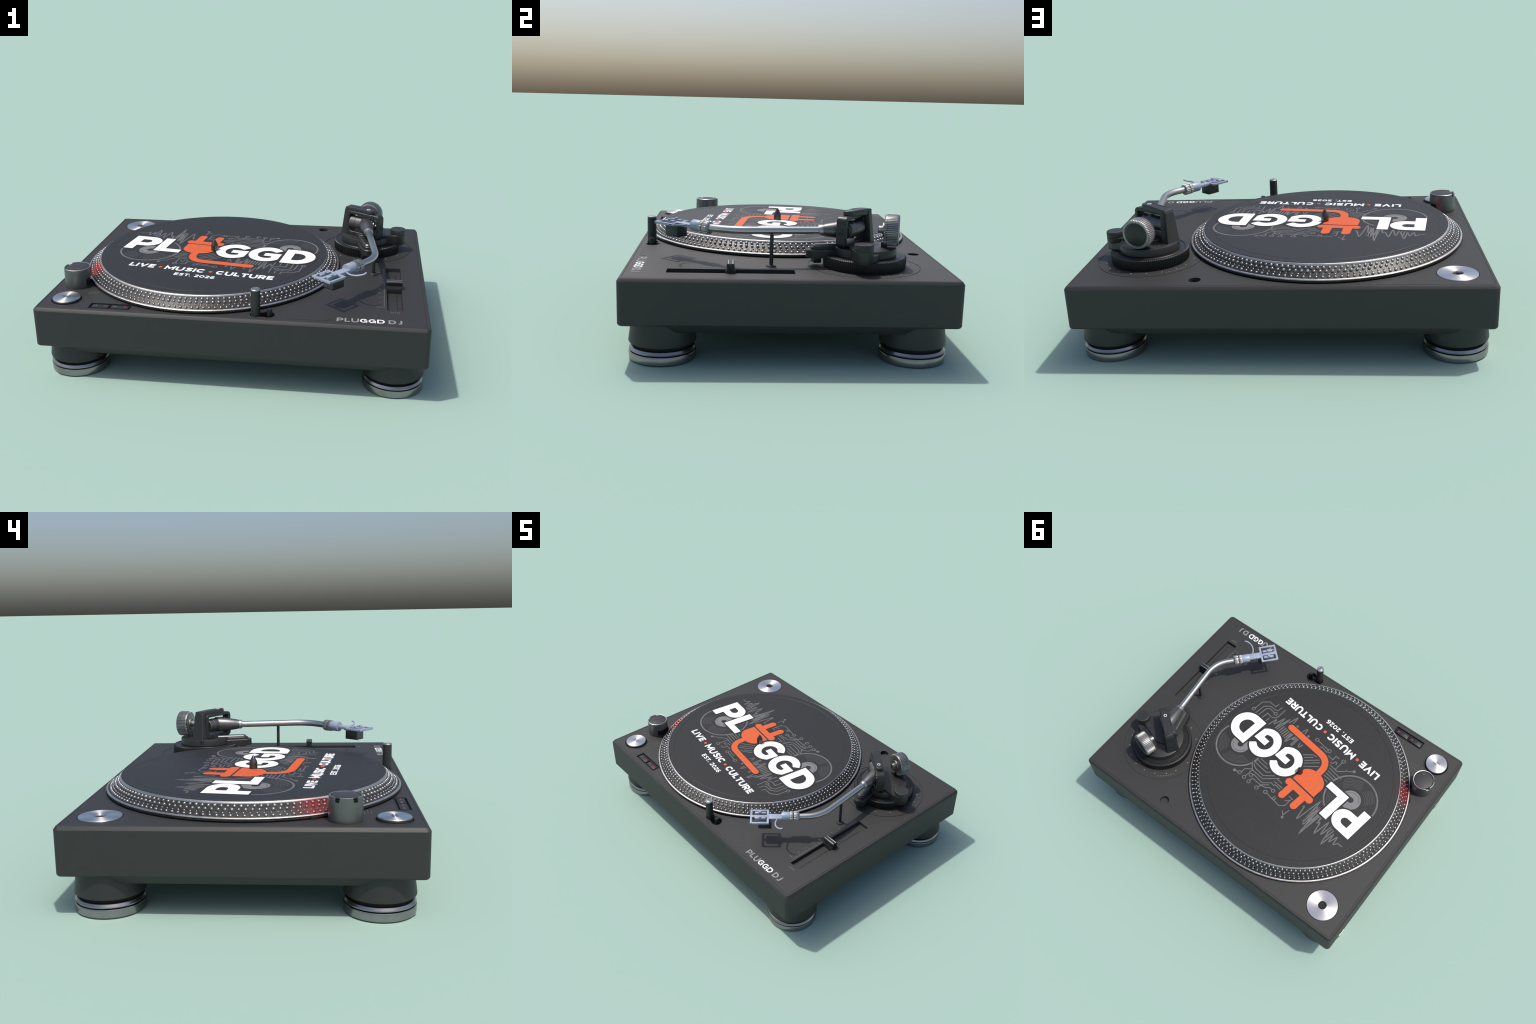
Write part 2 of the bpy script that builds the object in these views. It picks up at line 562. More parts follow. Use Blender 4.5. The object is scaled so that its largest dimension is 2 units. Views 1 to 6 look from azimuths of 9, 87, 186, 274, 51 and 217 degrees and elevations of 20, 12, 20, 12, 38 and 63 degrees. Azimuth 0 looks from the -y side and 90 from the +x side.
def smooth(pts, n=4):
    """Catmull-Rom through the points."""
    out = []
    P = [pts[0]] + list(pts) + [pts[-1]]
    for i in range(1, len(P) - 2):
        p0, p1, p2, p3 = (Vector(q) for q in P[i - 1:i + 3])
        for k in range(n):
            t = k / n
            out.append(tuple(.5 * (2 * p1 + (p2 - p0) * t + (2 * p0 - 5 * p1 + 4 * p2 - p3) * t * t + (3 * p1 - p0 - 3 * p2 + p3) * t ** 3)))
    out.append(tuple(pts[-1]))
    return out


# two printed records behind the lettering
DL, DLR = (-.365, -.095), .172
DR, DRR = (.420, .138), .160
stroke(arc(*DL, DLR, DLR, 187, 418, 60), .0105)
stroke(arc(*DR, DRR, DRR, -24, 186, 56), .0105)
for k, f in enumerate((.53, .59, .65, .71, .77, .83, .88)):
    stroke(arc(*DL, DLR * f, DLR * f, 200 + 3 * k, 262 - 2 * k, 18), .0026, fine)
    stroke(arc(*DL, DLR * f, DLR * f, 268 + 2 * k, 345 - 3 * k, 18), .0026, fine)
    stroke(arc(*DL, DLR * f, DLR * f, 15 - k, 45 + 2 * k, 10), .0026, fine)
    stroke(arc(*DR, DRR * f, DRR * f, 18 - 2 * k, 62 + k, 14), .0026, fine)
    stroke(arc(*DR, DRR * f, DRR * f, 85 - k, 150 + 2 * k, 16), .0026, fine)
labels = bmesh.new()
for (cx, cy), R in ((DL, .067), (DR, .063)):
    ribbon_bm(arc(cx, cy, (R + .02) / 2, (R + .02) / 2, 0, 360, 40)[:-1], R - .02, Z0, MZ + .0002, labels, True, False, CF)
    ribbon_bm(arc(cx, cy, R * .80, R * .80, 10, 170, 24) if cy > 0 else arc(cx, cy, R * .80, R * .80, 200, 350, 24), .0032, Z0, MZ + .00045, fine, False, True, CF)

# waveform above the letters and below the cable
wave_top = [(-.547, .173), (-.530, .174), (-.516, .177), (-.499, .201), (-.486, .150), (-.469, .206), (-.455, .153), (-.446, .252), (-.424, .172)]
stroke(smooth(wave_top), .0070)
for a, b in (((-.439, .135), (-.436, .200)), ((-.424, .132), (-.420, .170)), ((-.410, .128), (-.405, .186))):
    stroke([a, b], .0072)
stroke(smooth([(-.405, .186), (-.397, .205), (-.378, .116), (-.366, .232), (-.342, .158), (-.330, .172), (-.325, .130)]), .0072)
stroke([(-.330, .172), (-.318, .118)], .0068)
for i in range(4):
    x = -.310 + i * .014
    stroke([(x, .120 - i * .012), (x + .006, .236 - .012 * (i % 2))], .0072)
stroke(smooth([(-.299, .118), (-.301, .303), (-.271, .085), (-.268, .080), (-.271, .242), (-.257, .090), (-.257, .228), (-.241, .050), (-.222, .235), (-.205, .190), (-.194, .148), (-.188, .157)], 5), .0070)
wave_bot = [(.400, -.101), (.394, -.155), (.388, -.160), (.377, -.129), (.357, -.205), (.350, -.112)]
stroke(smooth(wave_bot), .0070)
stroke(smooth([(.350, -.112), (.332, -.215), (.326, -.215), (.336, -.113)]), .0070)
for i in range(6):
    x = .318 - i * .0165
    stroke([(x, -.109 + i * .001), (x - .003, -.163)], .0078)
stroke(smooth([(.241, -.158), (.236, -.098), (.229, -.094), (.208, -.165)]), .0070)
stroke(smooth([(.206, -.164), (.211, -.138), (.203, -.136), (.196, -.166)]), .0066)
for x in (.190, .180):
    stroke([(x, -.160), (x - .001, -.099)], .0070)
stroke(smooth([(.152, -.152), (.143, -.126), (.136, -.126), (.130, -.155)]), .0072)
stroke(smooth([(.314, -.208), (.303, -.268), (.297, -.270), (.291, -.225)]), .0072)
stroke(smooth([(.203, -.222), (.193, -.258), (.188, -.258), (.181, -.227)]), .0072)
pad(.254, -.229, .0062, True)
pad(.150, -.228, .0062, True)

# circuit traces: lower right
for path, end in (([(.557, -.121), (.557, -.190), (.523, -.226), (.467, -.230), (.466, -.256)], (.560, -.110)),
                  ([(.527, -.097), (.526, -.175), (.496, -.206), (.445, -.212), (.433, -.223), (.433, -.254)], None),
                  ([(.503, -.100), (.501, -.172), (.483, -.191), (.440, -.190)], (.428, -.190)),
                  ([(.470, -.102), (.469, -.154), (.430, -.152), (.407, -.164), (.399, -.188), (.402, -.254)], None),
                  ([(.433, -.105), (.433, -.138)], None)):
    stroke(path, .0064)
    if end:
        pad(*end)
# upper right fan
for path, ends in (([(.261, .180), (.225, .212), (.131, .207), (.059, .127)], ()), ([(.269, .165), (.220, .189), (.146, .189), (.092, .136)], ()),
                   ([(.255, .159), (.152, .159), (.132, .140)], ()), ([(.251, .137), (.163, .134)], ()), ([(.246, .116), (.190, .114)], ()),
                   ([(.262, .274), (.266, .242), (.233, .209)], ((.269, .284),)), ([(.296, .293), (.279, .287)], ()),
                   ([(.225, .274), (.225, .212)], ((.225, .285),)),
                   ([(.202, .234), (.193, .228), (.113, .229), (.072, .187), (.047, .189), (.045, .179), (-.005, .179)], ((.205, .244),)),
                   ([(.181, .275), (.180, .251), (.110, .248), (.074, .210)], ((.181, .286),)),
                   ([(.114, .269), (.101, .245), (.076, .239), (.055, .217), (.034, .217)], ((.114, .280), (.023, .217))),
                   ([(.065, .166), (-.008, .162)], ()), ([(.069, .142), (.024, .140)], ()),
                   ([(.040, .259), (-.077, .263), (-.102, .237), (-.102, .183), (-.080, .212)], ((.052, .259),)),
                   ([(-.076, .170), (-.110, .171)], ()), ([(-.012, .260), (-.013, .236)], ()), ([(-.027, .262), (-.027, .240)], ()),
                   ([(-.146, .240), (-.141, .289), (-.150, .301)], ()), ([(-.141, .289), (-.119, .272)], ())):
    stroke(path, .0064)
    for e in ends:
        pad(*e)
pad(.305, .296, .009, True)
pad(-.150, .303, .007, True)
# lines between the plug and the first G, and lower left
for path in ([(.075, -.107), (.027, -.155), (.004, -.158)], [(.058, -.096), (.017, -.139)], [(.040, -.082), (-.026, -.155)], [(.028, -.067), (-.040, -.141)], [(.013, -.049), (-.055, -.117)],
             [(.080, -.252), (-.013, -.250)], [(.041, -.228), (.023, -.236), (-.019, -.230)], [(-.044, -.220), (-.085, -.219), (-.081, -.254), (-.108, -.256)],
             [(-.087, -.197), (-.104, -.198), (-.107, -.221), (-.119, -.224), (-.124, -.209)], [(-.143, -.250), (-.144, -.186)],
             [(-.100, -.180), (-.163, -.179), (-.200, -.215), (-.202, -.230)], [(-.212, -.227), (-.236, -.252)], [(-.111, -.161), (-.220, -.158)], [(-.120, -.140), (-.206, -.136)],
             [(-.122, -.120), (-.198, -.119)], [(-.126, -.100), (-.175, -.102)], [(-.145, -.080), (-.172, -.078)]):
    stroke(path, .0062)
pad(.092, -.252)
pad(-.025, -.250)
pad(-.143, -.262)
pad(-.242, -.258, .009, True)
finish(art, "circuit_and_wave_lines", M_GREYLINE, slipmat, kind="stuff", flat=True)
finish(fine, "record_groove_lines", M_FINELINE, slipmat, kind="stuff", flat=True)
finish(labels, "record_label", M_LABELGREY, slipmat, flat=True)

# --- big letters
B0, B1 = -.097, .118
def letter_P():
    o = [(-.539, B0), (-.481, B0), (-.481, -.034)] + arc(-.432, .042, .078, .076, -90, 90, 20) + [(-.539, B1)]
    h = [(-.481, .016)] + arc(-.444, .0425, .028, .0265, -90, 90, 12) + [(-.481, .069)]
    return o, [h]
def letter_L():
    return [(-.348, B0), (-.190, B0), (-.190, -.049), (-.290, -.049), (-.290, B1), (-.348, B1)], []
def letter_G(dx):
    o = (arc(.117, .010, .103, .1125, 38, 322, 40) + [(.203, .028), (.106, .028), (.106, -.016), (.153, -.016)]
         + arc(.121, .008, .054, .0585, 307, 48, 36) + [(.168, .049)])
    return [(x + dx, y) for x, y in o], []
def letter_D():
    o = [(.415, B0)] + arc(.492, (B0 + B1) / 2, .105, (B1 - B0) / 2, -90, 90, 28) + [(.415, B1)]
    h = [(.468, -.043)] + arc(.489, .0105, .052, .0535, -90, 90, 20) + [(.468, .064)]
    return o, [h]


GLYPHS = [letter_P(), letter_L(), letter_G(0), letter_G(.196), letter_D()]
for k, (o, h) in enumerate(GLYPHS):
    prism(offset_poly(o, .011), Z0, MZ + .0007 + .00008 * k, "letter_border", M_HALO, slipmat, xf=LF)
    prism(o, Z0, MZ + .0013, "letter", M_WHITE, slipmat, holes=h, xf=LF)

# --- orange plug and cable
def capsule(x0, y0, x1, y1, r):
    a = math.degrees(atan2(y1 - y0, x1 - x0))
    return arc(x1, y1, r, r, a - 90, a + 90, 12) + arc(x0, y0, r, r, a + 90, a + 270, 12)


def plug_head(g=0.0):
    r = .0235 + g
    xs = (-.184, .000)
    prong = lambda x: [(x + r, .118 + g)] + arc(x, .1965, r, r, 0, 180, 12) + [(x - r, .118 + g)]
    return (arc(xs[1], .097, r, r + .0015, -90, 90, 10) + prong(-.036) + prong(-.143)
            + arc(xs[0], .097, r, r + .0015, 90, 270, 10))


def plug_body(g=0.0):
    cx, hw = -.0935, .0945 + g
    return [(cx + hw, .062 + g), (cx - hw, .062 + g)] + arc(cx, -.008, hw, .074 + g, 180, 360, 28)


cable = smooth([(-.092, -.070), (-.090, -.105), (-.083, -.140), (-.062, -.171), (-.030, -.189), (.005, -.193), (.060, -.1935)], 6) + [(.277, -.1935)]
orange = (((plug_head, "plug_pins")), ((plug_body, "plug_body")))
for k, (fn, nm) in enumerate(orange):
    prism(fn(.009), Z0, MZ + .00055 + .00006 * k, "plug_border", M_HALO, slipmat, xf=CF)
    prism(fn(), Z0, MZ + .0012 + .0001 * k, nm, M_ORANGE, slipmat, xf=CF)
finish(ribbon_bm(cable, .060, Z0, MZ + .00051, cap=True, xf=CF), "cable_border", M_HALO, slipmat, flat=True)
finish(ribbon_bm(cable, .0435, Z0, MZ + .0011, cap=True, xf=CF), "plug_cable", M_ORANGE, slipmat, flat=True)

# --- stroke alphabet for the small lettering (height 1, thickness t)
def glyph(ch, t):
    h = t / 2
    E = lambda w: [[(h, 0), (h, 1)], [(h, h), (w, h)], [(h, .5), (w * .92, .5)], [(h, 1 - h), (w, 1 - h)]]
    if ch == "L": return .70, [[(h, 1), (h, h), (.70, h)]]
    if ch == "I": return t, [[(h, 0), (h, 1)]]
    if ch == "V": return 1.06, [[(h * 1.05, 1), (.53, h * 1.15), (1.06 - h * 1.05, 1)]]
    if ch == "E": return .74, E(.74)
    if ch == "M": return 1.12, [[(h, 0), (h, 1 - h), (.56, .30), (1.12 - h, 1 - h), (1.12 - h, 0)]]
    if ch == "U": return .96, [[(h, 1)] + arc(.48, .48 - h + .02, .48 - h, .48 - h, 180, 360, 14) + [(.96 - h, 1)]]
    if ch == "S":
        return .80, [smooth([(.73, .80), (.56, 1 - h), (.40, 1 - h), (.22, .90), (.18, .74), (.30, .58), (.50, .49), (.66, .38), (.66, .20), (.52, h), (.34, h), (.08, .22)], 5)]
    if ch == "C": return .94, [arc(.50, .5, .5 - h, .5 - h, 42, 318, 26)]
    if ch == "T": return .84, [[(0, 1 - h), (.84, 1 - h)], [(.42, 0), (.42, 1)]]
    if ch == "R": return .86, [[(h, 0), (h, 1)], [(h, 1 - h)] + arc(.46, .65, .28, .35 - h, 90, -90, 12) + [(h, .30 + h)], [(.44, .36), (.74, 0)]]
    if ch == "P": return .84, [[(h, 0), (h, 1)], [(h, 1 - h)] + arc(.46, .63, .28, .37 - h, 90, -90, 12) + [(h, .26 + h)]]
    if ch == "D": return .98, [[(h, 0), (h, 1)], [(h, 1 - h)] + arc(.48, .5, .50 - h, .5 - h, 90, -90, 16) + [(h, h)]]
    if ch == "G": return .98, [arc(.50, .5, .5 - h, .5 - h, 42, 322, 26) + [(.96 - h, .18), (.96 - h, .50), (.52, .50)]]
    if ch == "J": return .62, [[(.62 - h, 1), (.62 - h, .36)] + arc(.30, .33, .32 - h, .33 - h, 0, -130, 12)]
    if ch == "0": return .92, [("closed", arc(.46, .5, .46 - h, .5 - h, 0, 360, 28)[:-1])]
    if ch == "2": return .80, [smooth([(.08, .74), (.20, .94 - h * .4), (.40, 1 - h), (.60, .90), (.64, .70), (.50, .46), (.14, h * 1.2)], 5), [(.05, h), (.78, h)]]
    if ch == "3": return .78, [smooth([(.08, 1 - h), (.66, 1 - h), (.38, .60), (.62, .48), (.66, .28), (.48, h), (.26, h), (.06, .18)], 5)]
    if ch == "4": return .86, [[(.60, 0), (.60, 1)], [(.56, .96), (.10, .30), (.86, .30)]]
    if ch == "5": return .80, [smooth([(.70, .58), (.30, .58)], 2), [(.70, 1 - h), (.20, 1 - h), (.16, .58)], smooth([(.16, .58), (.46, .60), (.66, .44), (.64, .20), (.44, h), (.08, .14)], 5)]
    if ch == "6": return .84, [smooth([(.70, .92), (.48, 1 - h), (.26, .84), (h * 1.1, .52), (h * 1.1, .34)], 5), ("closed", arc(.42, .32, .42 - h, .32 - h, 0, 360, 22)[:-1])]
    if ch == ".": return t, [[(h, 0), (h, t)]]
    return .5, []


def word_width(text, t, gap):
    return sum(glyph(c, t)[0] + gap for c in text) - gap


def word(text, x0, y0, x1, y1, t, gap, mat, parent, ztop, zbot, xf, name="letter"):
    """Set a word so that it fills the box; every letter is an object."""
    h = y1 - y0
    sx = (x1 - x0) / word_width(text, t, gap)
    x = x0
    for ch in text:
        w, strokes = glyph(ch, t)
        bm = bmesh.new()
        for k, s in enumerate(strokes):
            closed = s[0] == "closed"
            pts = s[1] if closed else s
            # keep the stroke weight even although width and height scale differ
            ribbon_bm([(x + px * sx, y0 + py * h) for px, py in pts], t * (h + sx) / 2, zbot, ztop + k * .00006, bm, closed, False, xf)
        if strokes:
            finish(bm, name, mat, parent, flat=True)
        x += (w + gap) * sx


T0, T1 = -.357, -.308
for txt, xa, xb in (("LIVE", -.381, -.232), ("MUSIC", -.170, .062), ("CULTURE", .127, .447)):
    word(txt, xa, T0, xb, T1, .235, .13, M_WHITE, slipmat, MZ + .0010, Z0, LF)
word("EST.", -.087, -.4235, .009, -.3915, .20, .14, M_WHITE, slipmat, MZ + .0010, Z0, LF)
word("2026", .030, -.4235, .144, -.3915, .20, .14, M_WHITE, slipmat, MZ + .0010, Z0, LF)
for x in (-.1985, .0945):
    finish(disc_bm(bmesh.new(), x, -.3335, .0105, Z0, MZ + .0010, LF, 28), "word_dot", M_ORANGE, slipmat)

# ------------------------------------------------------------------ lettering and scales on the deck
ID = lambda x, y: (x, y)
DZ, DT = TOP - .001, TOP + .0006
word("PLU", .547, -.7165, .655, -.6755, .215, .16, M_DECKGREY, chassis, DT, DZ, ID)
word("GGD", .660, -.7165, .779, -.6755, .205, .13, M_DECKWHITE, chassis, DT, DZ, ID)
word("DJ", .797, -.7165, .862, -.6755, .215, .16, M_DECKGREY, chassis, DT, DZ, ID)

marks = bmesh.new()
ribbon_bm([(.7795, .003), (.7795, -.524)], .0022, DZ, DT, marks)
for i in range(21):
    y = .003 - i * .02635
    ln = .013 if i % 5 == 0 else (.010 if i % 2 else .007)
    ribbon_bm([(.7782, y), (.7782 - ln, y)], .0022, DZ, DT + .0001, marks)
for i, y in enumerate((-.055, -.125, -.190, -.345, -.405, -.465, -.525)):
    for k in range(2 if i in (0, 6) else 1):
        ribbon_bm([(.757 - .011 * k, y - .005), (.757 - .011 * k, y + .005), (.752 - .011 * k, y + .004)], .0024, DZ, DT, marks)
# tiny caption below the fader
for i in range(5):
    x = .814 + i * .0092
    ribbon_bm([(x, -.590), (x, -.580)], .003, DZ, DT, marks)
    ribbon_bm([(x, -.581), (x + .004, -.581)], .0026, DZ, DT + .0001, marks)
finish(marks, "pitch_scale", M_DECKFAINT, chassis, kind="stuff", flat=True)
finish(ribbon_bm([(.764, -.290), (.749, -.290)], .008, DZ, DT), "green_mark", M_GREEN, chassis)

tiny = bmesh.new()
for k, y in enumerate((-.515, -.530, -.545)):
    for i in range(5 if k else 4):
        x = -.778 + i * .0125 + (k % 2) * .004
        ribbon_bm([(x, y), (x + .0065, y + .002)], .0028, DZ, DT, tiny)
finish(tiny, "speed_caption", M_DECKFAINT, chassis, kind="stuff", flat=True)

# height scale dots round the arm base
sd = bmesh.new()
for k in range(18):
    a = radians(19.6 + 19.6 * k) if k < 7 else radians(154 + (k - 7) * 24.5)
    if math.degrees(a) > 330:
        break
    disc_bm(sd, ARM[0] + .223 * cos(a), ARM[1] + .223 * sin(a), .0036, DZ, DT, n=12)
for k in range(11):
    a = radians(122 + k * 2.6)
    ribbon_bm([(ARM[0] + .236 * cos(a), ARM[1] + .236 * sin(a)), (ARM[0] + .242 * cos(a + .004), ARM[1] + .242 * sin(a + .004))], .0022, DZ, DT, sd)
finish(sd, "height_scale_dots", M_DECKGREY, chassis, kind="stuff", flat=True)
# faint embossed ledge in front of the arm head
ledge = ribbon_bm([(.302, -.7185), (.494, -.7185), (.520, -.690)], .0034, DZ, TOP + .0009)
finish(ledge, "embossed_ledge", M_DECK, chassis)

# ------------------------------------------------------------------ start button, adapter, speed buttons
start = lathe([(0, TOP - .013), (.0740, TOP - .013), (.0745, TOP + .007), (.0735, TOP + .0095), (.0705, TOP + .011), (.0675, TOP + .0135), (.062, TOP + .0147), (0, TOP + .0150)],
              "start_button", M_BLACK, at=(*START, 0), n=96, angle=30)
lathe([(0, TOP + .010), (.0700, TOP + .010), (.0704, TOP + .0125), (.0685, TOP + .0148), (.064, TOP + .0157), (0, TOP + .0160)], "button_disc", M_BRUSHED, start, n=96, angle=30)
lathe([(.0775, TOP - .003), (.0830, TOP - .003), (.0845, TOP + .0010), (.0825, TOP + .0022), (.0785, TOP + .0015), (.0775, TOP - .003)], "button_surround", M_DECK, start, n=96)
cap = bmesh.new()
for row, (y, n_) in enumerate(((.007, 6), (-.008, 5))):
    for i in range(n_):
        x = (i - (n_ - 1) / 2) * .0085
        ribbon_bm([(x - .002, y - .004), (x - .001, y + .004), (x + .0025, y + .003)], .0022, TOP + .015, TOP + .0163, cap)
finish(cap, "button_caption", M_BLACK, start, kind="stuff", flat=True)

adapter = lathe([(.0255, TOP - .006), (.0945, TOP - .006), (.0955, TOP + .0005), (.0940, TOP + .0028), (.0905, TOP + .0036), (.0300, TOP + .0042), (.0268, TOP + .0034), (.0255, TOP + .001), (.0255, TOP - .006)],
                "record_adapter", M_BRUSHED, at=(*ADAPT, 0), n=96, angle=30)
lathe([(0, TOP - .0075), (.0262, TOP - .0075), (.0262, TOP - .005), (.012, TOP - .0058), (0, TOP - .006)], "adapter_hole", M_VOID, adapter, n=40)
lathe([(.0088, TOP - .006), (.0125, TOP - .006), (.0125, TOP - .0022), (.0088, TOP - .0022), (.0088, TOP - .006)], "adapter_bush", M_BLACK, adapter, n=40)

speed = box(-.7115, -.5015, -.7175, -.6635, TOP - .0112, TOP - .0085, "speed_switch", M_VOID)
finish(ribbon_bm([(-.7155, -.7215), (-.4975, -.7215), (-.4975, -.6595), (-.7155, -.6595)], .004, TOP - .003, TOP + .0012, closed=True), "switch_frame", M_BLACK, speed)
for x0 in (-.705, -.601):
    box(x0, x0 + .094, -.709, -.671, TOP - .009, TOP + .0005, "speed_button", M_BLACK, speed, .003)
    box(x0 + .064, x0 + .082, -.694, -.687, TOP, TOP + .0012, "button_lamp", M_RED, speed)
    word("33" if x0 < -.65 else "45", x0 + .009, -.697, x0 + .030, -.684, .2, .2, M_DECKFAINT, speed, TOP + .0012, TOP, ID)

# ------------------------------------------------------------------ strobe pillar
SP = (-.8715, -.431)
N = 96
notch_at = {}
for a in (146, 213):
    for i in range(N):
        d = abs((i * 360 / N - a + 180) % 360 - 180)
        if d < 10.5:
            notch_at[i] = True
win = lambda i: abs((i * 360 / N + 180) % 360 - 180 - 10) < 46
bm = bmesh.new()
zs = [TOP - .002, TOP + .003, TOP + .012, TOP + .052, TOP + .0825, TOP + .101, TOP + .106, TOP + .1075, TOP + .1065, TOP + .098]
rs = [.0712, .0728, .0728, .0716, .0708, .0705, .0697, .0670, .0630, .0618]
grid = []
for k, (z, r) in enumerate(zip(zs, rs)):
    row = []
    for i in range(N):
        a = 2 * pi * i / N
        zz = z
        if i in notch_at and k >= 5:
            zz = min(z, TOP + .0830 + (.0003 * k))
        row.append(bm.verts.new((r * cos(a), r * sin(a), zz)))
    grid.append(row)
lamp_faces = []
for k in range(len(zs) - 1):
    for i in range(N):
        j = (i + 1) % N
        f = bm.faces.new((grid[k][i], grid[k][j], grid[k + 1][j], grid[k + 1][i]))
        if win(i) and k == 2:
            lamp_faces.append(f)
        if k >= 6 and not (i in notch_at and j in notch_at):
            f.material_index = 1
bmesh.ops.delete(bm, geom=lamp_faces, context="FACES_ONLY")
pillar = finish(bm, "strobe_pillar", M_PILLAR, at=(*SP, 0), angle=30)
pillar.data.materials.append(M_STEEL)
lathe([(0, TOP + .099), (.0585, TOP + .099), (.0600, TOP + .1015), (.0590, TOP + .1042), (.0560, TOP + .1052), (0, TOP + .1055)], "pillar_cap", M_PILLARCAP, pillar, n=64)
lathe([(0, TOP + .002), (.0700, TOP + .002), (.0610, TOP + .006), (.0610, TOP + .090), (.0655, TOP + .096), (0, TOP + .096)], "pillar_core", M_VOID, pillar, n=64)
mk = bmesh.new()
ribbon_bm(arc(.022, -.036, .0055, .0055, 0, 360, 20)[:-1], .002, TOP + .105, TOP + .1060, mk, True)
for a in range(150, 250, 16):
    disc_bm(mk, .051 * cos(radians(a)), .051 * sin(radians(a)), .0016, TOP + .105, TOP + .1058, n=8)
finish(mk, "pillar_marks", M_DECKFAINT, pillar, kind="stuff", flat=True)
# small black sensor at the platter edge
box(-.016, .016, -.007, .007, TOP - .002, TOP + .012, "strobe_sensor", M_VOID, pillar, .002,
    Matrix.Translation((.0075, .131, 0)) @ Matrix.Rotation(radians(118), 4, "Z"))

# ------------------------------------------------------------------ pop-up target light
light = lathe([(0, TOP - .028), (.0235, TOP - .028), (.0238, TOP + .05), (.0235, TOP + .128), (.0228, TOP + .1365), (.0205, TOP + .1392), (.0150, TOP + .1400), (.013, TOP + .1388), (0, TOP + .1384)],
              "target_light", M_FOOTCUP, at=(.1465, -.6935, 0), n=48)
lathe([(.0135, TOP + .1385), (.0208, TOP + .1385), (.0228, TOP + .1372), (.0232, TOP + .1345), (.0240, TOP + .1347), (.0236, TOP + .1380), (.0210, TOP + .1405), (.0145, TOP + .1408), (.0135, TOP + .1385)], "light_cap", M_STEEL, light, n=48)
lathe([(0, TOP + .136), (.0138, TOP + .1395), (.012, TOP + .1402), (0, TOP + .1404)], "light_lens", M_STEEL, light, n=32)
lathe([(0, TOP - .028), (.0125, TOP - .028), (.0130, TOP + .030), (.0120, TOP + .0335), (0, TOP + .0340)], "light_release", M_BLACK, light, at=(.068, .0055, 0), n=24)
box(-.032, .102, -.036, .042, TOP - .0297, TOP - .027, "light_well", M_VOID, light)

# ------------------------------------------------------------------ pitch fader
fader = box(SLOT[0] + .0005, SLOT[1] - .0005, SLOT[2] + .0005, SLOT[3] - .0005, TOP - .0238, TOP - .0215, "pitch_fader", M_DECK)
slit = bmesh.new()
rngs = [-.533 + i * .0168 for i in range(30)]
for y in rngs:
    box_bm(.8425, .8475, y, y + .0100, TOP - .0216, TOP - .0206, 0, slit)
finish(slit, "fader_slit", M_VOID, fader, kind="stuff")
# thumb grip: a waisted profile across y, extruded along x
prof = [(-.022, .376), (-.023, .402), (-.0205, .409), (-.0155, .418), (-.0150, .426), (-.0180, .434), (-.0175, .4405), (-.014, .4435), (.000, .4425),
        (.014, .4435), (.0175, .4405), (.0180, .434), (.0150, .426), (.0155, .418), (.0205, .409), (.023, .402), (.022, .376)]
loops = []
for x, s in ((.7885, .93), (.7900, 1.0), (.8730, 1.0), (.8745, .93)):
    loops.append([(x, -.2715 + y * s, .376 + (z - .376) * (1 - (1 - s) * .35)) for y, z in prof])
finish(loft_bm(loops), "fader_knob", M_BLACK, fader, angle=30)
for y in (-.0095, .0105):
    box(.7905, .8725, -.2715 + y - .0028, -.2715 + y + .0028, .4420, .4445, "knob_stripe", M_STEEL, fader, .0008)

# ------------------------------------------------------------------ arm rest
rest = lathe([(0, TOP - .001), (.0235, TOP - .001), (.0240, TOP + .003), (.0215, TOP + .0065), (.0115, TOP + .0070), (.0092, TOP + .009), (.0090, TOP + .040), (.0088, TOP + .147), (.0082, TOP + .150), (.0035, TOP + .151), (.0030, TOP + .163), (0, TOP + .163)],
             "arm_rest", M_FOOTCUP, at=(.7205, -.0815, 0), n=32)

# ------------------------------------------------------------------ tonearm base
base = lathe([(0, TOP - .001), (.189, TOP - .001), (.1925, TOP + .003), (.1955, TOP + .048), (.1945, TOP + .0525), (.190, TOP + .0555), (.1860, TOP + .0560), (.1790, TOP + .0560), (.1760, TOP + .0535), (.1700, TOP + .0535), (.1675, TOP + .0560), (0, TOP + .0560)],
             "tonearm_base", M_KNURL, at=(*ARM, 0), n=480, angle=30,
             knurl=lambda i, k, r: r + ((.0022 if i % 4 in (0, 1) else -.0008) if k in (2, 3, 4, 5) else 0))
disc2 = lathe([(0, TOP + .055), (.146, TOP + .055), (.1495, TOP + .058), (.1495, TOP + .090), (.1475, TOP + .0945), (.144, TOP + .096), (0, TOP + .096)],
              "base_turret", M_ARMDARK, base, n=96)


def hull(circles, n=24):
    """Outline round several circles of (x, y, r)."""
    pts = sorted(p for c in circles for p in arc(*c[:2], c[2], c[2], 0, 360, n)[:-1])
    def half(ps):
        out = []
        for p in ps:
            while len(out) > 1 and (out[-1][0] - out[-2][0]) * (p[1] - out[-2][1]) - (out[-1][1] - out[-2][1]) * (p[0] - out[-2][0]) <= 0:
                out.pop()
            out.append(p)
        return out
    lo, hi = half(pts), half(pts[::-1])
    return lo[:-1] + hi[:-1]


AS = (.860, .3265)
arm_base_parts = group("tonearm_base_plates")
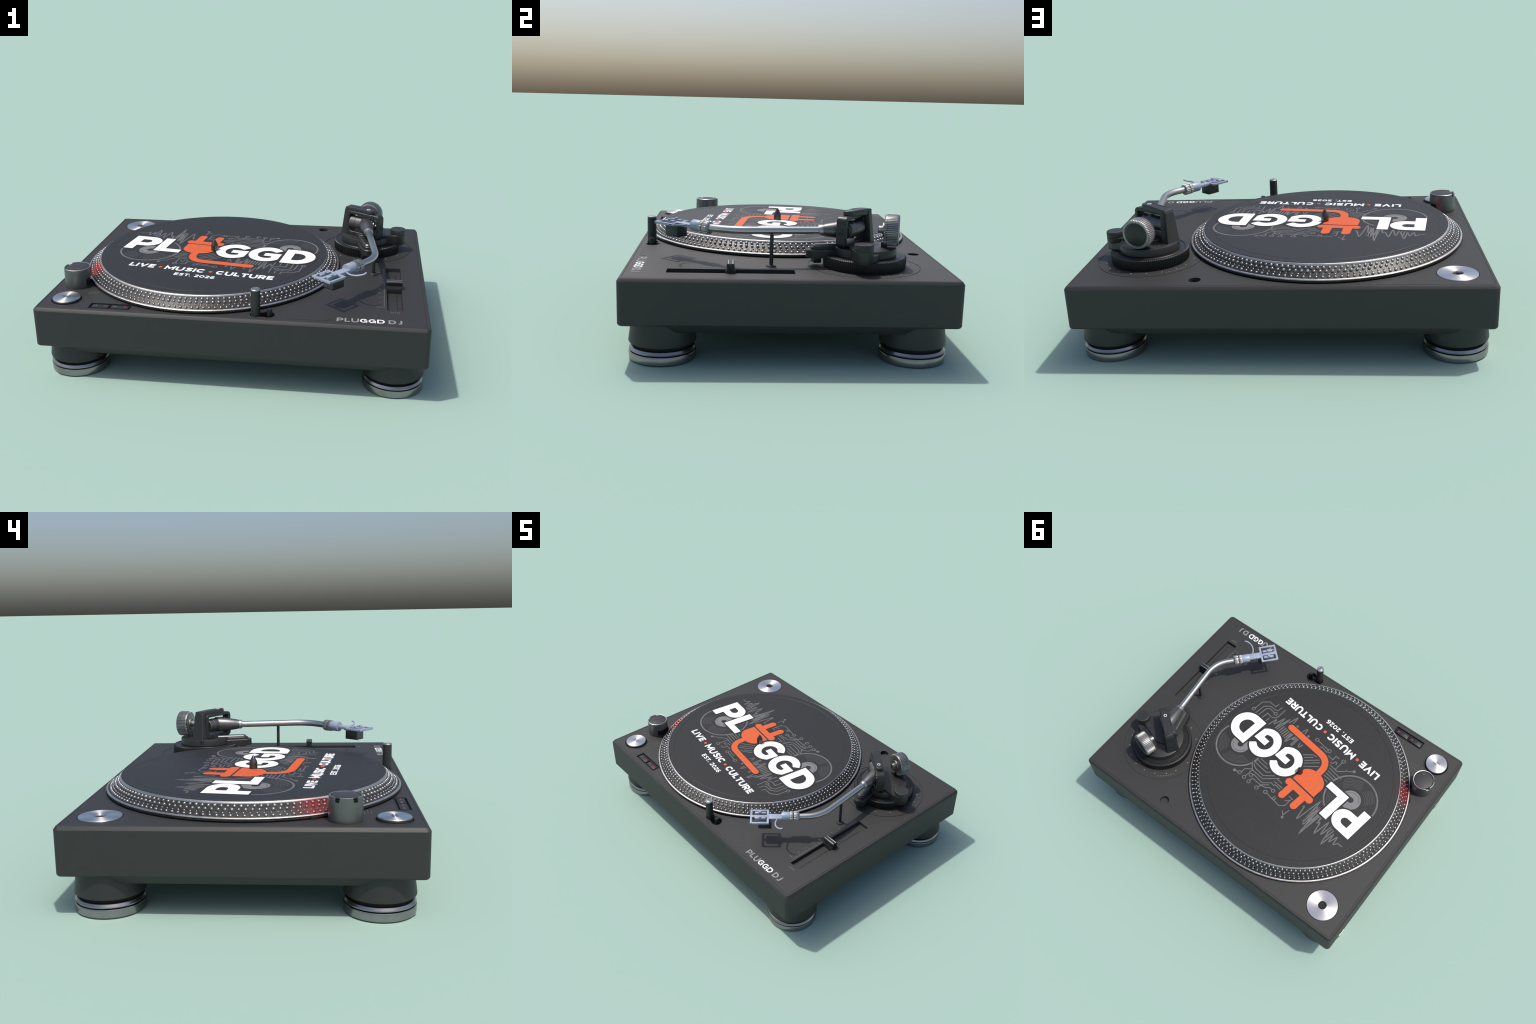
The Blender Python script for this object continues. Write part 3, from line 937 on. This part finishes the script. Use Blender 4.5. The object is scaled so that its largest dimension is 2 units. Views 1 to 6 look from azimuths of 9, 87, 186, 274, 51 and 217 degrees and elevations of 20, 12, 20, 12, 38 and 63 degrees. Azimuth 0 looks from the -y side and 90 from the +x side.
# lower arm that carries the anti-skate dial, and the bridge plate on top of it
prism(hull([(.700, .380, .085), (.845, .345, .043)]), TOP + .058, TOP + .086, "dial_arm", M_ARMDARK, arm_base_parts, .002)
prism(hull([(.668, .338, .070), (.835, .316, .036)]), TOP + .058, TOP + .1085, "bridge_plate", M_ARMDARK, arm_base_parts, .0025)
lathe([(0, TOP + .050), (.0440, TOP + .050), (.0455, TOP + .053), (.0455, TOP + .108), (.0435, TOP + .110), (.0435, TOP + .1125), (.0455, TOP + .114), (.0450, TOP + .134), (.0430, TOP + .1382), (.0395, TOP + .1392), (.0390, TOP + .1380), (0, TOP + .1382)],
      "antiskate_dial", M_ARMDARK, arm_base_parts, at=(*AS, 0), n=64)
dm = bmesh.new()
for k in range(34):
    a = 2 * pi * k / 34
    disc_bm(dm, .0415 * cos(a), .0415 * sin(a), .0014, TOP + .137, TOP + .1396, n=6)
finish(dm, "dial_marks", M_DECKFAINT, arm_base_parts, at=(*AS, 0), kind="stuff")
# stadium pad with the lifting cushion, running forward from the turret
PADQ = Vector((.691, .124)), Vector((.655, .285))
pad_poly = hull([(PADQ[0].x, PADQ[0].y, .0425), (PADQ[1].x, PADQ[1].y, .050)])
prism(pad_poly, TOP + .044, TOP + .081, "lift_pad", M_ARMDARK, arm_base_parts, .004)
prism(hull([(.687, .132, .029), (.650, .285, .030)]), TOP + .080, TOP + .094, "lift_step", M_ARMDARK, arm_base_parts, .004)
prism(hull([(.685, .136, .022), (.650, .285, .024)]), TOP + .093, TOP + .1045, "lift_cushion", M_GUNMETAL, arm_base_parts, .006)
box(-.024, .024, -.018, .018, TOP + .014, TOP + .046, "lift_stem", M_BLACK, arm_base_parts, .002, Matrix.Translation((.672, .134, 0)) @ Matrix.Rotation(radians(12), 4, "Z"))
box(-.017, .017, -.014, .014, TOP + .085, TOP + .118, "weight_stop", M_ARMDARK, arm_base_parts, .002, Matrix.Translation((.678, .455, 0)) @ Matrix.Rotation(radians(-14), 4, "Z"))

# ------------------------------------------------------------------ gimbal (frame coordinates: u along the bearing axis, v across, z up)
GM = Matrix(((.843, -.538, 0, .541), (-.538, -.843, 0, .375), (0, 0, 1, 0), (0, 0, 0, 1)))
gimbal = group("gimbal")


def ring_frame(u0, u1, z0, z1, v0, v1, wall, r, name, mat):
    """A rounded rectangular loop standing on edge."""
    o = rounded_rect(u0, u1, z0, z1, r, 6)
    i = rounded_rect(u0 + wall, u1 - wall, z0 + wall * .95, z1 - wall * .8, r * .55, 6)
    e = .003
    oi = rounded_rect(u0 + e, u1 - e, z0 + e, z1 - e, r - e, 6)
    ii = rounded_rect(u0 + wall - e, u1 - wall + e, z0 + wall * .95 - e, z1 - wall * .8 + e, r * .55 + e, 6)
    seq = [(o, v0 + e), (o, v1 - e), (oi, v1), (ii, v1), (i, v1 - e), (i, v0 + e), (ii, v0), (oi, v0), (o, v0 + e)]
    bm = loft_bm([[(u, v, z) for u, z in lp] for lp, v in seq], (False, False))
    bmesh.ops.transform(bm, matrix=GM, verts=bm.verts)
    return finish(bm, name, mat, gimbal, angle=30)


ring_frame(.028, .258, .497, .6435, -.022, .027, .0225, .024, "gimbal_frame", M_ARMDARK)


def tapered(levels, name, mat, n=5):
    """Stack of rounded rectangles in gimbal coordinates: (z, u0, u1, v0, v1, r)."""
    bm = loft_bm([[(x, y, z) for x, y in rounded_rect(u0, u1, v0, v1, r, n)] for z, u0, u1, v0, v1, r in levels])
    bmesh.ops.transform(bm, matrix=GM, verts=bm.verts)
    return finish(bm, name, mat, gimbal, angle=30)


tapered([(.490, -.014, .040, -.060, .027, .006), (.5005, -.010, .040, -.058, .025, .006), (.640, .004, .046, -.045, .016, .006),
         (.652, .007, .046, -.043, .014, .006), (.659, .012, .046, -.039, .010, .006), (.662, .019, .046, -.033, .006, .006)], "tower", M_ARMDARK)
# beam across the top, ending in a rounded bearing pad
bo = [(.010, -.044), (.10, -.034)] + arc(.183, .001, .027, .0245, -90, 90, 14) + [(.10, .020), (.010, .014)]
lo_ = lambda d, z: [(x, y, z) for x, y in offset_poly(bo, d)]
bm = loft_bm([lo_(-.001, .6375), lo_(0, .6395), lo_(0, .6610), lo_(-.0015, .6640), lo_(-.004, .6655)])
for v in bm.verts:      # the beam dips a little toward the tower
    v.co.z -= .006 * max(0, (.06 - v.co.x) / .06)
bmesh.ops.transform(bm, matrix=GM, verts=bm.verts)
finish(bm, "beam", M_ARMDARK, gimbal, angle=30)
bm = ribbon_bm(arc(.166, .002, .0085, .0085, 0, 360, 28)[:-1], .0034, .664, .6664, closed=True)
bmesh.ops.transform(bm, matrix=GM, verts=bm.verts)
finish(bm, "bearing_mark", M_DECKWHITE, gimbal)
U = (GM.to_3x3() @ Vector((1, 0, 0)))
V = (GM.to_3x3() @ Vector((0, 1, 0)))
g = lambda u, v, z: GM @ Vector((u, v, z))
axis_lathe([(0, -.004), (.0125, -.004), (.0125, .0035), (.0105, .0050), (0, .0055)], g(.257, .003, .575), U, "bearing_screw", M_ARMDARK, gimbal, 28)
axis_lathe([(0, .008), (.036, .008), (.0385, .0105), (.0390, .045), (.0375, .0465), (.0390, .048), (.0390, .120), (.0375, .1215), (.0390, .123), (.0390, .158), (.0365, .1605), (.030, .1610), (.028, .172), (.016, .1725), (.015, .190), (0, .190)], g(.046, .003, .573), U, "bearing_hub", M_GUNMETAL, gimbal, 64)

# ------------------------------------------------------------------ tonearm
arm = group("tonearm")
PIV = Vector((.6675, .298, .5725))
A0 = Vector((.6865, .140, .5685))       # tube leaves the cone
K = Vector((.7320, -.268, .5705))       # virtual corner of the bend
A1 = Vector((.6486, -.369, .5665))      # tube enters the collar
d1 = (A0 - PIV).normalized()
L1 = (A0 - PIV).length
axis_lathe([(0, -.020), (.030, -.018), (.0425, -.004), (.0435, .020), (.0405, .060), (.0300, L1 - .030), (.0270, L1 - .022), (.0272, L1 - .018), (.0262, L1 - .016), (.0255, L1 - .004), (.0225, L1 + .002), (0, L1 + .002)],
           PIV, d1, "pivot_cone", M_GUNMETAL, arm, 48)
axis_lathe([(.0255, L1 - .018), (.0272, L1 - .016), (.0265, L1 - .004), (.0235, L1 + .003), (.0175, L1 + .004), (.0170, L1 - .010), (.0255, L1 - .018)], PIV, d1, "cone_ring", M_STEEL, arm, 40)
ka, kb = K + (A0 - K).normalized() * .095, K + (A1 - K).normalized() * .085
bend = [ka * (1 - t) ** 2 + K * 2 * t * (1 - t) + kb * t * t for t in [i / 18 for i in range(19)]]
path = [A0 - d1 * .01] + [A0.lerp(ka, t / 5) for t in range(0, 5)] + bend + [kb.lerp(A1, t / 3) for t in range(1, 4)] + [A1 + (A1 - K).normalized() * .02]
finish(tube_bm(path, .0184, 28), "arm_tube", M_CHROME, arm, angle=50)

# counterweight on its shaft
CWD = Vector((.250, .968, -.004)).normalized()
CWC = Vector((.6885, .4845, .5755))
tail = CWC - CWD * .036
axis_lathe([(0, -.026), (.0150, -.026), (.0175, -.0235), (.0175, -.010), (.0205, -.008), (.0205, .004), (0, .004)], tail, CWD, "weight_stub", M_STEEL, arm, 32)
cw_prof = [(0, .001), (.024, .001), (.026, -.004), (.034, -.004), (.035, .002), (.066, .003), (.0715, .0055), (.0740, .010), (.0750, .016), (.0750, .062), (.0735, .068), (.0700, .0715), (.0625, .0722), (.0605, .0695), (0, .0685)]
axis_lathe(cw_prof, tail, CWD, "counterweight", M_WEIGHT, arm, 200,
           knurl=lambda i, k, r: r - ((.0030 if i % 4 == 0 else 0) if 6 <= k <= 10 else 0))
axis_lathe([(0, .069), (.057, .0692), (.059, .0705), (.057, .0716), (0, .0712)], tail, CWD, "weight_cap", M_ARMDARK, arm, 64)
axis_lathe([(.0742, .0165), (.0756, .0168), (.0756, .0172), (.0742, .0175), (.0742, .0165)], tail, CWD, "weight_ring", M_BLACK, arm, 96)

# collar, headshell
H = Vector((-.650, -.760, 0)).normalized()
Q = Vector((-H.y, H.x, 0))                 # across the headshell; (.76, -.65) is its outer side
Q = Vector((.760, -.650, 0)).normalized()
HM = Matrix(((H.x, Q.x, 0, A1.x), (H.y, Q.y, 0, A1.y), (0, 0, 1, 0), (0, 0, 0, 1)))
kn = lambda i, k, r: r - (.0024 if i % 4 in (0,) else 0)
axis_lathe([(0, -.002), (.021, -.002), (.0300, .002), (.0322, .007), (.0322, .030), (.031, .032), (0, .032)], A1, H, "collar", M_STEEL, arm, 72, kn)
axis_lathe([(0, .029), (.0255, .029), (.0255, .036), (0, .036)], A1, H, "collar_gap", M_BLACK, arm, 40)
axis_lathe([(0, .0355), (.0305, .0355), (.0315, .0380), (.0315, .052), (.0300, .056), (0, .056)], A1, H, "collar_nut", M_STEEL, arm, 72, kn)
shell = group("headshell")
axis_lathe([(0, .053), (.0275, .053), (.0283, .055), (.0283, .107), (.0275, .109), (0, .109)], A1, H, "shell_socket", M_SHELL, shell, 48)


def shell_box(a0, a1, b0, b1, z0, z1, name, mat=M_SHELL, bevel=.0015):
    return box(a0, a1, b0, b1, z0, z1, name, mat, shell, bevel, HM)


PZ0, PZ1 = .5600, .5722
C = .009                                    # the plate sits slightly off the axis
shell_box(.108, .192, -.020 + C * .5, .024 + C * .5, PZ0 - .004, PZ1, "shell_neck")
shell_box(.186, .200, C - .063, C + .063, PZ0, PZ1 + .0003, "shell_bar")
shell_box(.289, .302, C - .063, C + .063, PZ0, PZ1 + .0003, "shell_bar")
shell_box(.188, .300, C - .063, C - .051, PZ0, PZ1, "shell_bar")
shell_box(.188, .300, C + .051, C + .063, PZ0, PZ1, "shell_bar")
shell_box(.188, .300, C - .0125, C + .0045, PZ0 + .0005, PZ1 + .0006, "shell_bar")
for b in (-.030, .0175):
    shell_box(.206, .274, C + b - .0075, C + b + .0075, PZ0 - .003, PZ1 + .006, "mount_rail")
    ctr = HM @ Vector((.243, C + b, PZ1 + .004))
    axis_lathe([(0, 0), (.0085, 0), (.0088, .008), (.0070, .0105), (.003, .0108), (0, .0095)], ctr, (0, 0, 1), "mount_screw", M_SHELL, shell, 20)
# cartridge: a dark box under the plate with a paler front window
cart = shell_box(.171, .2515, -.0205, .0460, .5030, PZ0 + .001, "cartridge", M_CART, .002)
shell_box(.2508, .2526, -.0165, .0425, .510, .556, "cartridge_window", M_CARTFACE, .0005)
p0 = HM @ Vector((.226, .013, .506))
p1 = HM @ Vector((.240, .013, .4900))
finish(tube_bm([p0, p1], [.0022, .0010], 8), "stylus", M_STEEL, shell)
# finger lift: a bent wire
fl = smooth([(.574, -.480, .566), (.583, -.494, .566), (.595, -.514, .567), (.614, -.532, .569), (.637, -.5425, .573), (.660, -.5435, .578), (.674, -.5385, .5825), (.6805, -.531, .586)], 5)
finish(tube_bm(fl, .0046, 14), "finger_lift", M_SHELL, shell, angle=60)

for ob in (arm, shell, gimbal, arm_base_parts):
    ob.parent = ROOT
